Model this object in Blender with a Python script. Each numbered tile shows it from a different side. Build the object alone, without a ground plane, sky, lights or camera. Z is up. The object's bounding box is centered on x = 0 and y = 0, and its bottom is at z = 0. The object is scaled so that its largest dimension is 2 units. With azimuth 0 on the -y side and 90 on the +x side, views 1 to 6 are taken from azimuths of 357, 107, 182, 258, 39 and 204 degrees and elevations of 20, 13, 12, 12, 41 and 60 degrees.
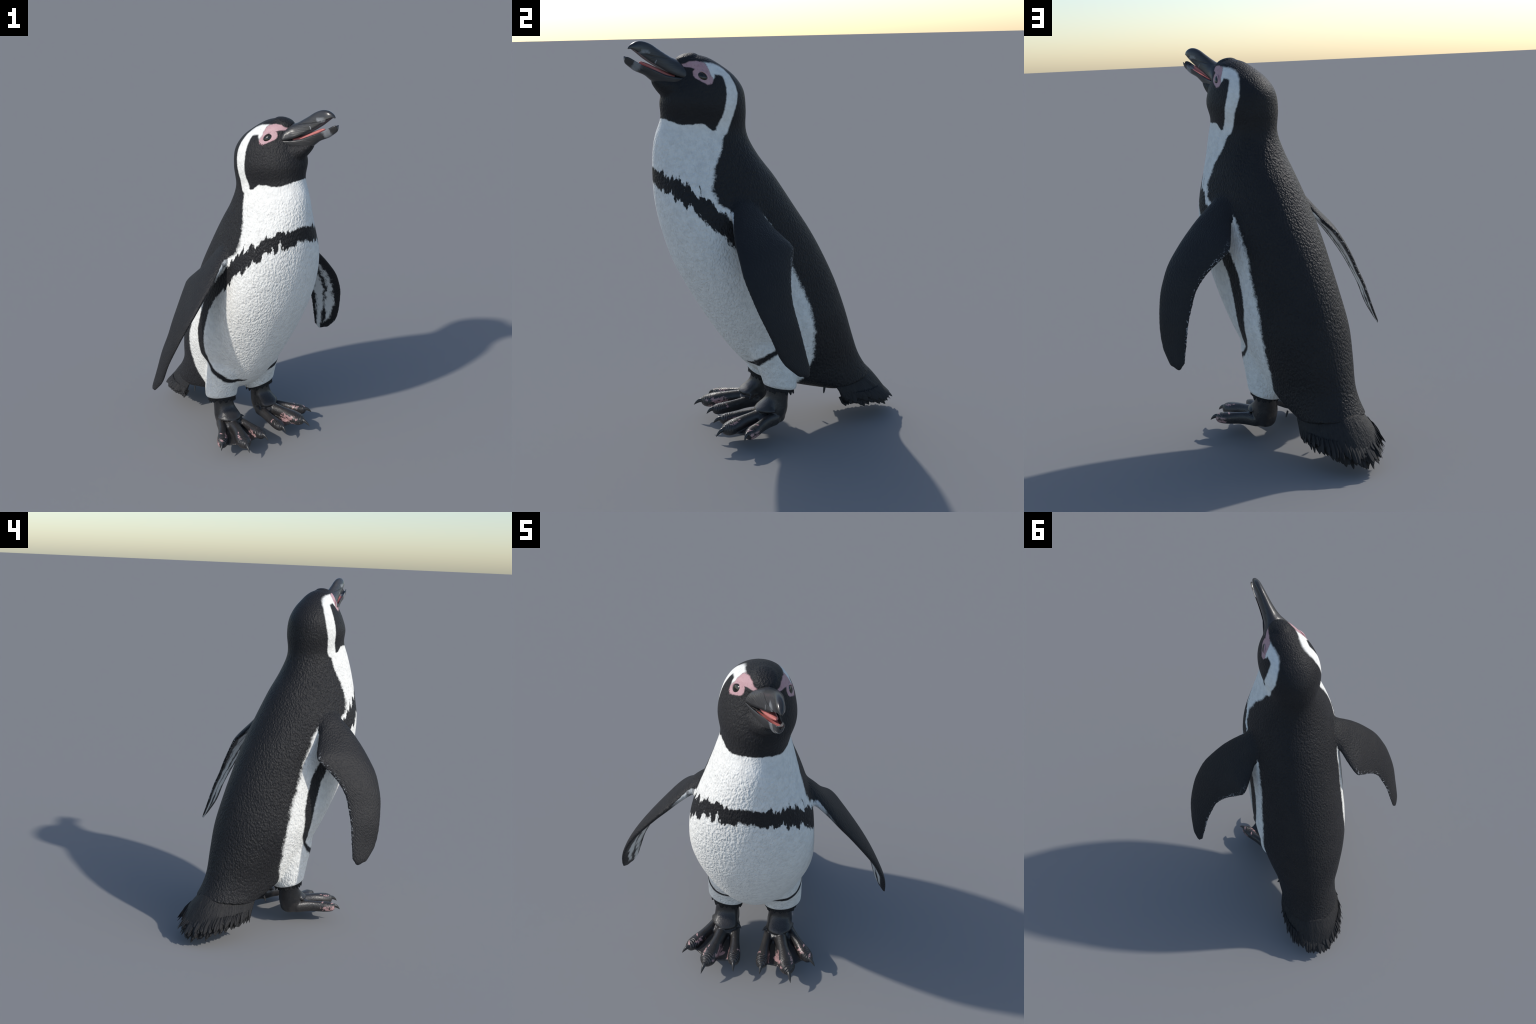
import bpy, bmesh, math, random
import numpy as np
from mathutils import Vector, Matrix
from mathutils.bvhtree import BVHTree

random.seed(7)
rng = np.random.default_rng(7)
for o in list(bpy.data.objects):
    bpy.data.objects.remove(o)
COL = bpy.context.scene.collection

# ------------------------------------------------------------------ frame
# The bird is modelled in its own frame: +x is where the breast points,
# +y its left side, z up; the body is mirror-symmetric about y = 0.
YAW = math.radians(35.2 - 90.0)
OFF = 0.0794
root = bpy.data.objects.new("penguin", None)
root.empty_display_size = 0.2
root.location = (-OFF * math.cos(math.radians(35.2)), -OFF * math.sin(math.radians(35.2)), 0)
root.rotation_euler = (0, 0, YAW)
COL.objects.link(root)
root["label"] = "African penguin standing with raised open beak and spread flippers"
root["category"] = "penguin"


def obj(name, me, parent=root, mat=None):
    o = bpy.data.objects.new(name, me)
    COL.objects.link(o)
    o.parent = parent
    if mat is not None:
        me.materials.clear()
        me.materials.append(mat)
    return o


def mesh_from(name, verts, faces, smooth=True):
    me = bpy.data.meshes.new(name)
    me.from_pydata([tuple(map(float, v)) for v in verts], [], [tuple(map(int, f)) for f in faces])
    bm = bmesh.new()
    bm.from_mesh(me)
    bmesh.ops.recalc_face_normals(bm, faces=bm.faces)
    bm.to_mesh(me)
    bm.free()
    if smooth:
        me.polygons.foreach_set("use_smooth", [True] * len(me.polygons))
    me.update()
    return me


def catmull(A, m):
    A = np.asarray(A, float)
    n = len(A)
    t = np.linspace(0, n - 1, m)
    i = np.minimum(t.astype(int), n - 2)
    f = (t - i)[:, None]
    E = np.vstack([2 * A[0] - A[1], A, 2 * A[-1] - A[-2]])
    p0, p1, p2, p3 = E[i], E[i + 1], E[i + 2], E[i + 3]
    return .5 * (2 * p1 + (p2 - p0) * f + (2 * p0 - 5 * p1 + 4 * p2 - p3) * f * f + (3 * p1 - p0 - 3 * p2 + p3) * f ** 3)


def loft(rings, name="loft", caps=True):
    """rings: (m, n, 3) closed rings -> mesh with capped ends"""
    rings = np.asarray(rings, float)
    m, n, _ = rings.shape
    V = rings.reshape(-1, 3).tolist()
    F = []
    for i in range(m - 1):
        for j in range(n):
            k = (j + 1) % n
            F.append((i * n + j, i * n + k, (i + 1) * n + k, (i + 1) * n + j))
    if caps:
        for r, flip in ((0, True), (m - 1, False)):
            V.append(rings[r].mean(0).tolist())
            c = len(V) - 1
            for j in range(n):
                k = (j + 1) % n
                F.append((c, r * n + k, r * n + j) if flip else (c, r * n + j, r * n + k))
    return mesh_from(name, V, F)


# --------------------------------------------------------- head turn (twist)
PIV = 0.29            # the neck turns about the vertical through x = PIV


def twist(z):
    return np.radians(np.interp(z, [1.35, 1.45, 1.58, 1.72, 1.85], [0, 1.5, 5.7, 11, 14.5]))


def head_shift(z):
    return 0.012 * np.clip((np.asarray(z) - 1.6) / .3, 0, 1)


def H(P):
    """head-frame points (looking along +x) -> bird frame"""
    P = np.asarray(P, float)
    t = twist(P[..., 2])
    p, q = P[..., 0] - PIV, P[..., 1]
    return np.stack([PIV + p * np.cos(t) - q * np.sin(t), p * np.sin(t) + q * np.cos(t) + head_shift(P[..., 2]), P[..., 2]], -1)


# ------------------------------------------------------------- node helpers
class NT:
    def __init__(self, name):
        self.mat = bpy.data.materials.new(name)
        self.mat.use_nodes = True
        self.t = self.mat.node_tree
        self.t.nodes.clear()
        self.out = self.t.nodes.new("ShaderNodeOutputMaterial")
        self.b = self.t.nodes.new("ShaderNodeBsdfPrincipled")
        self.t.links.new(self.b.outputs[0], self.out.inputs[0])

    def put(self, sock, v):
        if isinstance(v, bpy.types.NodeSocket):
            self.t.links.new(v, sock)
        else:
            sock.default_value = v

    def m(self, op, a, b=None, c=None, clamp=False):
        n = self.t.nodes.new("ShaderNodeMath")
        n.operation = op
        n.use_clamp = clamp
        self.put(n.inputs[0], a)
        if b is not None:
            self.put(n.inputs[1], b)
        if c is not None:
            self.put(n.inputs[2], c)
        return n.outputs[0]

    def step(self, v, lo, hi):
        """smooth 0..1 ramp of v between lo and hi (either order)"""
        n = self.t.nodes.new("ShaderNodeMapRange")
        n.interpolation_type = 'SMOOTHSTEP'
        self.put(n.inputs[0], v)
        if lo < hi:
            n.inputs[1].default_value, n.inputs[2].default_value = lo, hi
            n.inputs[3].default_value, n.inputs[4].default_value = 0, 1
        else:
            n.inputs[1].default_value, n.inputs[2].default_value = hi, lo
            n.inputs[3].default_value, n.inputs[4].default_value = 1, 0
        return n.outputs[0]

    def curve(self, v, pts):
        """piecewise-linear function of v through pts [(x, y)...]"""
        xs = [p[0] for p in pts]
        ys = [p[1] for p in pts]
        n = self.t.nodes.new("ShaderNodeMapRange")
        self.put(n.inputs[0], v)
        n.inputs[1].default_value, n.inputs[2].default_value = xs[0], xs[-1]
        f = self.t.nodes.new("ShaderNodeFloatCurve")
        y0, y1 = min(ys), max(ys)
        if y1 - y0 < 1e-6:
            y1 = y0 + 1e-3
        c = f.mapping.curves[0]
        nx = [((x - xs[0]) / (xs[-1] - xs[0]), (y - y0) / (y1 - y0)) for x, y in zip(xs, ys)]
        c.points[0].location = nx[0]
        c.points[1].location = nx[-1]
        for p in nx[1:-1]:
            c.points.new(*p)
        for p in c.points:
            p.handle_type = 'VECTOR'
        f.mapping.update()
        self.put(f.inputs[1], n.outputs[0])
        return self.m('MULTIPLY_ADD', f.outputs[0], y1 - y0, y0)

    def objco(self):
        n = self.t.nodes.new("ShaderNodeTexCoord")
        return n.outputs["Object"]

    def sep(self, v):
        n = self.t.nodes.new("ShaderNodeSeparateXYZ")
        self.put(n.inputs[0], v)
        return n.outputs

    def comb(self, x, y, z):
        n = self.t.nodes.new("ShaderNodeCombineXYZ")
        for s, v in zip(n.inputs, (x, y, z)):
            self.put(s, v)
        return n.outputs[0]

    def noise(self, vec, scale, detail=2.0, rough=.5, color=False, dist=0.0):
        n = self.t.nodes.new("ShaderNodeTexNoise")
        self.put(n.inputs["Vector"], vec)
        n.inputs["Scale"].default_value = scale
        n.inputs["Detail"].default_value = detail
        n.inputs["Roughness"].default_value = rough
        n.inputs["Distortion"].default_value = dist
        return n.outputs[1] if color else n.outputs[0]

    def voronoi(self, vec, scale, feature='F1'):
        n = self.t.nodes.new("ShaderNodeTexVoronoi")
        n.feature = feature
        self.put(n.inputs["Vector"], vec)
        n.inputs["Scale"].default_value = scale
        return n.outputs[0]

    def scalev(self, vec, s):
        n = self.t.nodes.new("ShaderNodeMapping")
        self.put(n.inputs[0], vec)
        n.inputs["Scale"].default_value = s
        return n.outputs[0]

    def mix(self, f, a, b):
        n = self.t.nodes.new("ShaderNodeMix")
        n.data_type = 'RGBA'
        self.put(n.inputs[0], f)
        self.put(n.inputs[6], a)
        self.put(n.inputs[7], b)
        return n.outputs[2]

    def mixf(self, f, a, b):
        n = self.t.nodes.new("ShaderNodeMix")
        n.data_type = 'FLOAT'
        self.put(n.inputs[0], f)
        self.put(n.inputs[2], a)
        self.put(n.inputs[3], b)
        return n.outputs[0]

    def bump(self, h, dist, strength=1.0, prev=None):
        n = self.t.nodes.new("ShaderNodeBump")
        n.inputs["Strength"].default_value = strength
        n.inputs["Distance"].default_value = dist
        self.put(n.inputs["Height"], h)
        if prev is not None:
            self.put(n.inputs["Normal"], prev)
        return n.outputs[0]

    def stroke(self, X, Y, pts):
        """signed distance to a brush stroke: pts (x, y, radius); negative inside"""
        best = None
        for (x0, y0, r0), (x1, y1, r1) in zip(pts[:-1], pts[1:]):
            dx, dy = x1 - x0, y1 - y0
            L2 = dx * dx + dy * dy + 1e-9
            ax = self.m('SUBTRACT', X, x0)
            ay = self.m('SUBTRACT', Y, y0)
            t = self.m('ADD', self.m('MULTIPLY', ax, dx / L2), self.m('MULTIPLY', ay, dy / L2), clamp=True)
            ex = self.m('MULTIPLY_ADD', t, -dx, ax)
            ey = self.m('MULTIPLY_ADD', t, -dy, ay)
            d = self.m('SQRT', self.m('ADD', self.m('MULTIPLY', ex, ex), self.m('MULTIPLY', ey, ey)))
            d = self.m('SUBTRACT', d, self.m('MULTIPLY_ADD', t, r1 - r0, r0))
            best = d if best is None else self.m('MINIMUM', best, d)
        return best


BLACK = (0.0205, 0.0205, 0.0225, 1)
WHITE = (0.80, 0.81, 0.80, 1)
PINK = (0.56, 0.29, 0.31, 1)

# ------------------------------------------------------------ plumage material
BACK_EDGE = [(0.24, 94), (.30, 103), (.35, 112), (.40, 118), (.45, 120), (.55, 124), (.65, 125.5), (.75, 126), (.85, 124), (.98, 123), (1.05, 120),
             (1.12, 118), (1.185, 110), (1.215, 74), (1.25, 65), (1.31, 63.5), (1.36, 67), (1.41, 71.5), (1.46, 82), (1.5, 92),
             (1.53, 98), (1.56, 102), (1.60, 112), (1.64, 117)]
BAND = [(0, 1.375, .034), (15, 1.350, .045), (28, 1.335, .034), (41, 1.283, .035), (52, 1.240, .038), (62, 1.170, .040),
        (73, 1.085, .042), (88, .985, .038), (98, .89, .038), (99.5, .80, .036), (99, .72, .032), (95.5, .64, .026), (92, .575, .022), (82, .512, .008),
        (72, .472, .011), (58, .438, .014), (46, .412, .0145), (36, .396, .013), (18, .388, .002)]
STRIPE = [(.352, 1.876, .026), (.305, 1.873, .0235), (.272, 1.864, .0195), (.252, 1.851, .018), (.238, 1.827, .024), (.227, 1.789, .030),
          (.224, 1.75, .034), (.230, 1.712, .033), (.239, 1.674, .030), (.250, 1.63, .028), (.268, 1.585, .032)]
BIB = [(.22, 1.66), (.27, 1.60), (.30, 1.582), (.318, 1.578), (.345, 1.598), (.362, 1.614), (.40, 1.614), (.45, 1.611), (.475, 1.615),
       (.495, 1.624), (.515, 1.634), (.54, 1.646)]
DEG = 0.0045


def plumage():
    N = NT("plumage")
    co = N.objco()
    x, y, z = N.sep(co)
    # undo the turn of the head
    t = N.curve(z, [(1.35, 0), (1.45, math.radians(1.5)), (1.58, math.radians(5.7)), (1.72, math.radians(11)), (1.85, math.radians(14.5))])
    sh = N.step(z, 1.6, 1.9)
    yy = N.m('MULTIPLY_ADD', sh, -0.012, y)
    xx = N.m('SUBTRACT', x, PIV)
    ct, st = N.m('COSINE', t), N.m('SINE', t)
    xh = N.m('ADD', N.m('ADD', N.m('MULTIPLY', xx, ct), N.m('MULTIPLY', yy, st)), PIV)
    yh = N.m('SUBTRACT', N.m('MULTIPLY', yy, ct), N.m('MULTIPLY', xx, st))
    ya = N.m('ABSOLUTE', yh)
    # angle from the breast line around the body axis
    axis = N.m('MINIMUM', PIV, N.m('MULTIPLY_ADD', z, .3, -.17))
    phi = N.m('MULTIPLY', N.m('ARCTAN2', ya, N.m('SUBTRACT', xh, axis)), 180 / math.pi)
    # ragged feather edges: fine soft noise plus teeth that run along the feathers
    n1 = N.m('SUBTRACT', N.noise(co, 70, 5, .72), .5)
    n2 = N.m('SUBTRACT', N.noise(co, 16, 2, .5), .5)
    ph_s = N.m('MULTIPLY', phi, DEG)
    teeth = N.m('SUBTRACT', N.noise(N.comb(N.m('MULTIPLY', ph_s, 54), N.m('MULTIPLY', z, 13), N.m('MULTIPLY', yh, 3)), 1, 3, .58), .5)
    # ---- torso
    X = N.m('MULTIPLY_ADD', phi, DEG, N.m('MULTIPLY', n1, .026))
    flank = N.step(phi, 58, 82)
    tz = N.mixf(flank, N.mixf(N.step(phi, 8, 26), .055, .20), .05)
    tz = N.m('MULTIPLY', tz, N.step(z, .55, .95))
    Y = N.m('ADD', z, N.m('ADD', N.m('MULTIPLY', teeth, tz), N.m('MULTIPLY_ADD', n2, .03, N.m('MULTIPLY', n1, .030))))
    d = N.stroke(X, Y, [(a * DEG, b, r) for a, b, r in BAND])
    band = N.step(d, .007, -.005)
    edge = N.curve(z, BACK_EDGE)
    de = N.m('SUBTRACT', N.m('ADD', phi, N.m('ADD', N.m('MULTIPLY', n1, 12), N.m('MULTIPLY', n2, 5))), edge)
    front = N.step(de, 2.8, -2.8)
    white_body = N.m('MULTIPLY', front, N.m('SUBTRACT', 1.0, band))
    # ---- head
    hx = N.m('ADD', xh, N.m('MULTIPLY', n1, .011))
    zr = N.m('ADD', z, N.m('MULTIPLY', N.m('MULTIPLY', yh, .093), N.step(z, 1.70, 1.80)))     # the head is tipped a little to its left
    hz = N.m('ADD', zr, N.m('MULTIPLY', n1, .013))
    zb = N.curve(xh, BIB)
    below = N.step(N.m('SUBTRACT', N.m('ADD', hz, N.m('MULTIPLY', teeth, .012)), zb), .004, -.004)
    w1 = N.m('MULTIPLY', white_body, below)
    ds = N.stroke(hx, hz, STRIPE)
    spur = N.stroke(hx, hz, [(.325, 1.874, .022), (.322, 1.845, .012), (.324, 1.829, .004)])
    stripe = N.step(N.m('MINIMUM', ds, spur), .006, -.005)
    white = N.m('MAXIMUM', w1, stripe)
    # bare pink skin over and around the eye
    n3 = N.m('SUBTRACT', N.noise(N.scalev(co, (1.3, 1.3, .9)), 150, 4, .75), .5)
    px = N.m('ADD', xh, N.m('MULTIPLY', n1, .012))
    pz = N.m('ADD', zr, N.m('MULTIPLY', n3, N.m('MULTIPLY', N.step(xh, .375, .34), .05)))
    dp = N.stroke(px, pz, [(.448, 1.888, .004), (.428, 1.889, .008), (.408, 1.893, .014), (.382, 1.889, .020), (.360, 1.880, .024), (.352, 1.857, .022)])
    dr = N.stroke(px, pz, [(.384, 1.852, .0250), (.345, 1.827, .0230)])
    pink = N.step(N.m('MINIMUM', dp, dr), .003, -.003)
    pinkwhite = N.step(N.m('MINIMUM', dp, dr), .012, -.004)
    # ---- colours
    tone = N.noise(co, 9, 3, .6)
    blk = N.mix(tone, (0.0125, 0.0125, 0.0145, 1), (0.0225, 0.022, 0.0225, 1))
    grime = N.noise(co, 30, 4, .65)
    wht = N.mix(N.step(grime, .35, .75), (0.85, 0.84, 0.795, 1), (0.72, 0.71, 0.675, 1))
    col = N.mix(white, blk, wht)
    pk = N.mix(N.noise(co, 45, 3, .6), (0.46, 0.26, 0.28, 1), (0.58, 0.38, 0.39, 1))
    pk = N.mix(N.m('MULTIPLY', N.step(N.noise(co, 85, 4, .7), .52, .70), .45), pk, (.26, .13, .14, 1))
    col = N.mix(pink, col, pk)
    N.put(N.b.inputs["Base Color"], col)
    rough = N.mixf(white, .55, .75)
    N.put(N.b.inputs["Roughness"], N.mixf(pink, rough, .5))
    N.b.inputs["Specular IOR Level"].default_value = .22
    # ---- feather relief
    fv = N.scalev(co, (1, 1, .66))
    small = N.step(z, 1.50, 1.64)
    body_h = N.noise(fv, 96, 1.3, .48)
    back_h = N.noise(N.scalev(co, (1, 1, .66)), 104, 1.2, .45)
    head_h = N.noise(fv, 125, 1.5, .5)
    h1 = N.mixf(small, N.mixf(white, back_h, N.m('MULTIPLY', body_h, 1.05)), N.m('MULTIPLY', head_h, .55))
    sv = N.voronoi(fv, 130)
    hh = N.m('MULTIPLY_ADD', sv, N.mixf(small, -.14, -.06), h1)
    hfine = N.noise(N.scalev(co, (1, 1, .3)), 230, 2, .5)
    hh = N.m('MULTIPLY_ADD', hfine, .12, hh)
    hh = N.mixf(pink, hh, N.m('MULTIPLY', h1, .12))
    N.put(N.b.inputs["Normal"], N.bump(hh, .0098, .85))
    return N.mat


def flipper_mat():
    N = NT("flipper_feathers")
    co = N.objco()
    x, y, z = N.sep(co)
    ya = N.m('ABSOLUTE', y)
    sg = N.m('SIGN', y)
    g = N.t.nodes.new("ShaderNodeNewGeometry")
    vt = N.t.nodes.new("ShaderNodeVectorTransform")
    vt.vector_type = 'NORMAL'
    vt.convert_from, vt.convert_to = 'WORLD', 'OBJECT'
    N.put(vt.inputs[0], g.outputs["Normal"])
    nx, ny, nz = N.sep(vt.outputs[0])
    facing = N.m('ADD', N.m('ADD', N.m('MULTIPLY', nx, -.42), N.m('MULTIPLY', N.m('MULTIPLY', ny, sg), .80)), N.m('MULTIPLY', nz, .42))
    n1 = N.m('SUBTRACT', N.noise(co, 60, 3, .65), .5)
    armpit = N.m('MULTIPLY', N.step(ya, .375, .275), N.step(x, .17, .22))       # white skirt of the wing root
    under = N.step(N.m('SUBTRACT', N.m('ADD', facing, N.m('MULTIPLY', n1, .7)), N.m('MULTIPLY', armpit, .62)), -.18, -.42)
    lead = N.curve(z, [(.46, .06), (.49, .085), (.565, .155), (.68, .198), (.80, .245), (.94, .28), (1.02, .285), (1.13, .275), (1.22, .26)])
    trail = N.curve(z, [(.46, -.005), (.50, -.007), (.59, .01), (.74, .035), (.82, .042), (.89, .037), (.98, 0), (1.03, -.026), (1.12, .044), (1.2, .10)])
    c = N.m('DIVIDE', N.m('SUBTRACT', x, trail), N.m('SUBTRACT', lead, trail))
    # streaks drawn in (chord, height) space
    rag = N.m('MULTIPLY', N.m('SUBTRACT', N.noise(N.scalev(co, (1, 1, .35)), 48, 3, .65), .5), .34)
    cx = N.m('ADD', c, rag)
    Zs = N.m('MULTIPLY', z, 2.2)
    S = [[(.95, 2.6, .13), (.95, 1.9, .16), (.96, 1.5, .15), (.80, 1.16, .13), (.5, 1.05, .10)],
         [(.02, 2.3, .13), (.03, 1.7, .16), (.03, 1.35, .16), (.05, 1.05, .11)],
         [(.66, 2.5, .05), (.62, 2.1, .065), (.55, 1.75, .055), (.48, 1.55, .03)],
         [(.45, 1.42, .05), (.47, 1.30, .10), (.46, 1.15, .07), (.45, 1.02, .06)],
         [(.88, 2.3, .02), (.84, 1.9, .03), (.80, 1.72, .01)]]
    d = None
    for s in S:
        e = N.stroke(cx, Zs, s)
        d = e if d is None else N.m('MINIMUM', d, e)
    dark = N.m('MULTIPLY', N.step(d, .05, -.05), N.m('SUBTRACT', 1.0, armpit))
    smut = N.step(N.noise(N.scalev(co, (1, 1, .4)), 26, 3, .6), .52, .7)
    wht = N.mix(smut, (.66, .68, .68, 1), (.16, .165, .17, 1))
    wcol = N.mix(dark, wht, (0.016, 0.016, 0.018, 1))
    tone = N.noise(co, 9, 3, .6)
    blk = N.mix(tone, (0.013, 0.013, 0.015, 1), (0.0225, 0.022, 0.0225, 1))
    # pale flecks along the hind edge
    fl = N.m('MULTIPLY', N.step(N.noise(co, 95, 2, .6), .56, .62), N.m('MULTIPLY', N.step(c, .075, .02), N.step(z, 1.08, 1.0)))
    N.put(N.b.inputs["Base Color"], N.mix(N.m('MULTIPLY', fl, .7), N.mix(under, blk, wcol), (.42, .43, .44, 1)))
    N.b.inputs["Roughness"].default_value = .55
    N.b.inputs["Specular IOR Level"].default_value = .22
    # short scale-like feathers in rows across the blade
    rows = N.noise(N.comb(N.m('MULTIPLY', c, 26), N.m('MULTIPLY_ADD', N.m('MULTIPLY', c, N.m('SUBTRACT', 1.0, c)), 22, N.m('MULTIPLY', z, 95)), 0), 1, 1.5, .5)
    plain = N.noise(N.scalev(co, (1, 1, .6)), 120, 1.5, .5)
    hh = N.mixf(N.step(z, 1.10, .98), N.m('MULTIPLY', plain, 1.3), rows)
    N.put(N.b.inputs["Normal"], N.bump(hh, .006, .65))
    return N.mat


def tail_mat():
    N = NT("tail_feathers")
    co = N.objco()
    info = N.t.nodes.new("ShaderNodeObjectInfo")
    st = N.noise(N.scalev(co, (9, 60, 1)), 6, 2, .6)
    a = N.mix(st, (0.013, 0.013, 0.015, 1), (0.055, 0.053, 0.052, 1))
    b = N.mix(N.m('MULTIPLY', info.outputs["Random"], .45), a, (0.020, 0.020, 0.022, 1))
    N.put(N.b.inputs["Base Color"], b)
    N.b.inputs["Roughness"].default_value = .6
    N.b.inputs["Specular IOR Level"].default_value = .3
    N.put(N.b.inputs["Normal"], N.bump(st, .003, .7))
    return N.mat


def skirt_mat():
    """same dark feathers, with streaks that fan out from the rump"""
    N = NT("tail_skirt")
    co = N.objco()
    x, y, z = N.sep(co)
    a = N.m('ARCTAN2', y, N.m('SUBTRACT', -.25, x))
    r = N.m('SQRT', N.m('ADD', N.m('MULTIPLY', y, y), N.m('MULTIPLY', z, z)))
    vec = N.comb(N.m('MULTIPLY', a, 16), N.m('MULTIPLY', z, 13), N.m('MULTIPLY', r, 6))
    st = N.noise(vec, 2.2, 3, .6, dist=.5)
    N.put(N.b.inputs["Base Color"], N.mix(st, (0.009, 0.009, 0.011, 1), (0.036, 0.035, 0.034, 1)))
    N.b.inputs["Roughness"].default_value = .6
    N.b.inputs["Specular IOR Level"].default_value = .22
    N.put(N.b.inputs["Normal"], N.bump(N.m('MULTIPLY_ADD', N.noise(co, 110, 2), .5, st), .0075, .8))
    return N.mat


def cuff_mat():
    N = NT("black_down")
    co = N.objco()
    N.put(N.b.inputs["Base Color"], N.mix(N.noise(co, 60, 3), (0.012, 0.012, 0.013, 1), (0.024, 0.024, 0.025, 1)))
    N.b.inputs["Roughness"].default_value = .7
    N.b.inputs["Specular IOR Level"].default_value = .25
    N.put(N.b.inputs["Normal"], N.bump(N.noise(co, 120, 3), .006, .8))
    return N.mat


def horn_mat():
    N = NT("beak_horn")
    co = N.objco()          # head-frame coordinates
    x, y, z = N.sep(co)
    nz = N.m('SUBTRACT', N.noise(co, 40, 3, .6), .5)
    base = N.mix(N.noise(N.scalev(co, (1, 3, 3)), 22, 3, .6), (0.014, 0.0145, 0.016, 1), (0.045, 0.043, 0.042, 1))
    xn = N.m('MULTIPLY_ADD', nz, .04, x)
    zn = N.m('MULTIPLY_ADD', nz, .02, z)
    lower = N.m('LESS_THAN', N.m('SUBTRACT', z, N.m('MULTIPLY', N.m('SUBTRACT', x, .48), .56)), 1.846)
    # pale band across the lower mandible
    s = N.m('ADD', N.m('MULTIPLY', xn, .86), N.m('MULTIPLY', N.m('SUBTRACT', zn, 1.88), .5))
    bnd = N.m('MULTIPLY', N.m('MULTIPLY', N.step(s, .546, .566), N.step(s, .602, .589)), lower)
    # pale patch on the side of the upper mandible
    d = N.stroke(xn, zn, [(.606, 1.953, .007), (.632, 1.954, .010), (.65, 1.947, .004)])
    upp = N.m('MULTIPLY', N.step(d, .006, -.006), N.m('SUBTRACT', 1.0, lower))
    d2 = N.stroke(N.m('MULTIPLY_ADD', nz, .006, x), z, [(.568, 1.914, .0015), (.577, 1.898, .0025)])
    nick = N.m('MULTIPLY', N.step(d2, .002, -.001), N.m('SUBTRACT', 1.0, lower))
    gd = N.stroke(N.m('MULTIPLY_ADD', nz, .012, x), N.m('MULTIPLY_ADD', nz, .008, z), [(.500, 1.918, .0004), (.545, 1.925, .0012), (.580, 1.930, .0022), (.606, 1.938, .0016), (.640, 1.946, .0012), (.664, 1.957, .0006)])
    groove = N.step(gd, .0035, -.0008)
    base = N.mix(N.m('MULTIPLY', groove, .8), base, (0.006, 0.006, 0.006, 1))
    gr = N.m('MAXIMUM', N.m('MULTIPLY', bnd, N.m('MULTIPLY_ADD', nz, .9, .72)), N.m('MAXIMUM', N.m('MULTIPLY', upp, N.m('MULTIPLY_ADD', nz, 1.6, .6)), N.m('MULTIPLY', nick, .9)))
    col = N.mix(gr, base, (0.24, 0.25, 0.26, 1))
    N.put(N.b.inputs["Base Color"], col)
    # smooth polished tip, striated base
    N.put(N.b.inputs["Roughness"], N.m('ADD', N.mixf(N.step(x, .58, .66), .42, .24), N.m('MULTIPLY', gr, .12)))
    N.b.inputs["Coat Weight"].default_value = .25
    N.b.inputs["Coat Roughness"].default_value = .25
    w = N.noise(N.scalev(co, (10, 10, 95)), 2.2, 2, .6)
    hh = N.m('MULTIPLY_ADD', groove, -.9, N.m('MULTIPLY', w, N.step(x, .64, .56)))
    N.put(N.b.inputs["Normal"], N.bump(hh, .003, .6))
    return N.mat


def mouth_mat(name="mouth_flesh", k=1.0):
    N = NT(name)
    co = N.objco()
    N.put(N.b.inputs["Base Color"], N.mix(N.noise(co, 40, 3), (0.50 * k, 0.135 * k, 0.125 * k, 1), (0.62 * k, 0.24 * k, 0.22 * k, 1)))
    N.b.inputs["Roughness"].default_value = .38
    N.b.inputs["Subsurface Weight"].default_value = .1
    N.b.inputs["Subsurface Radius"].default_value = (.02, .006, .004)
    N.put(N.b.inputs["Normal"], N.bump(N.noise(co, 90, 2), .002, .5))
    return N.mat


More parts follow.
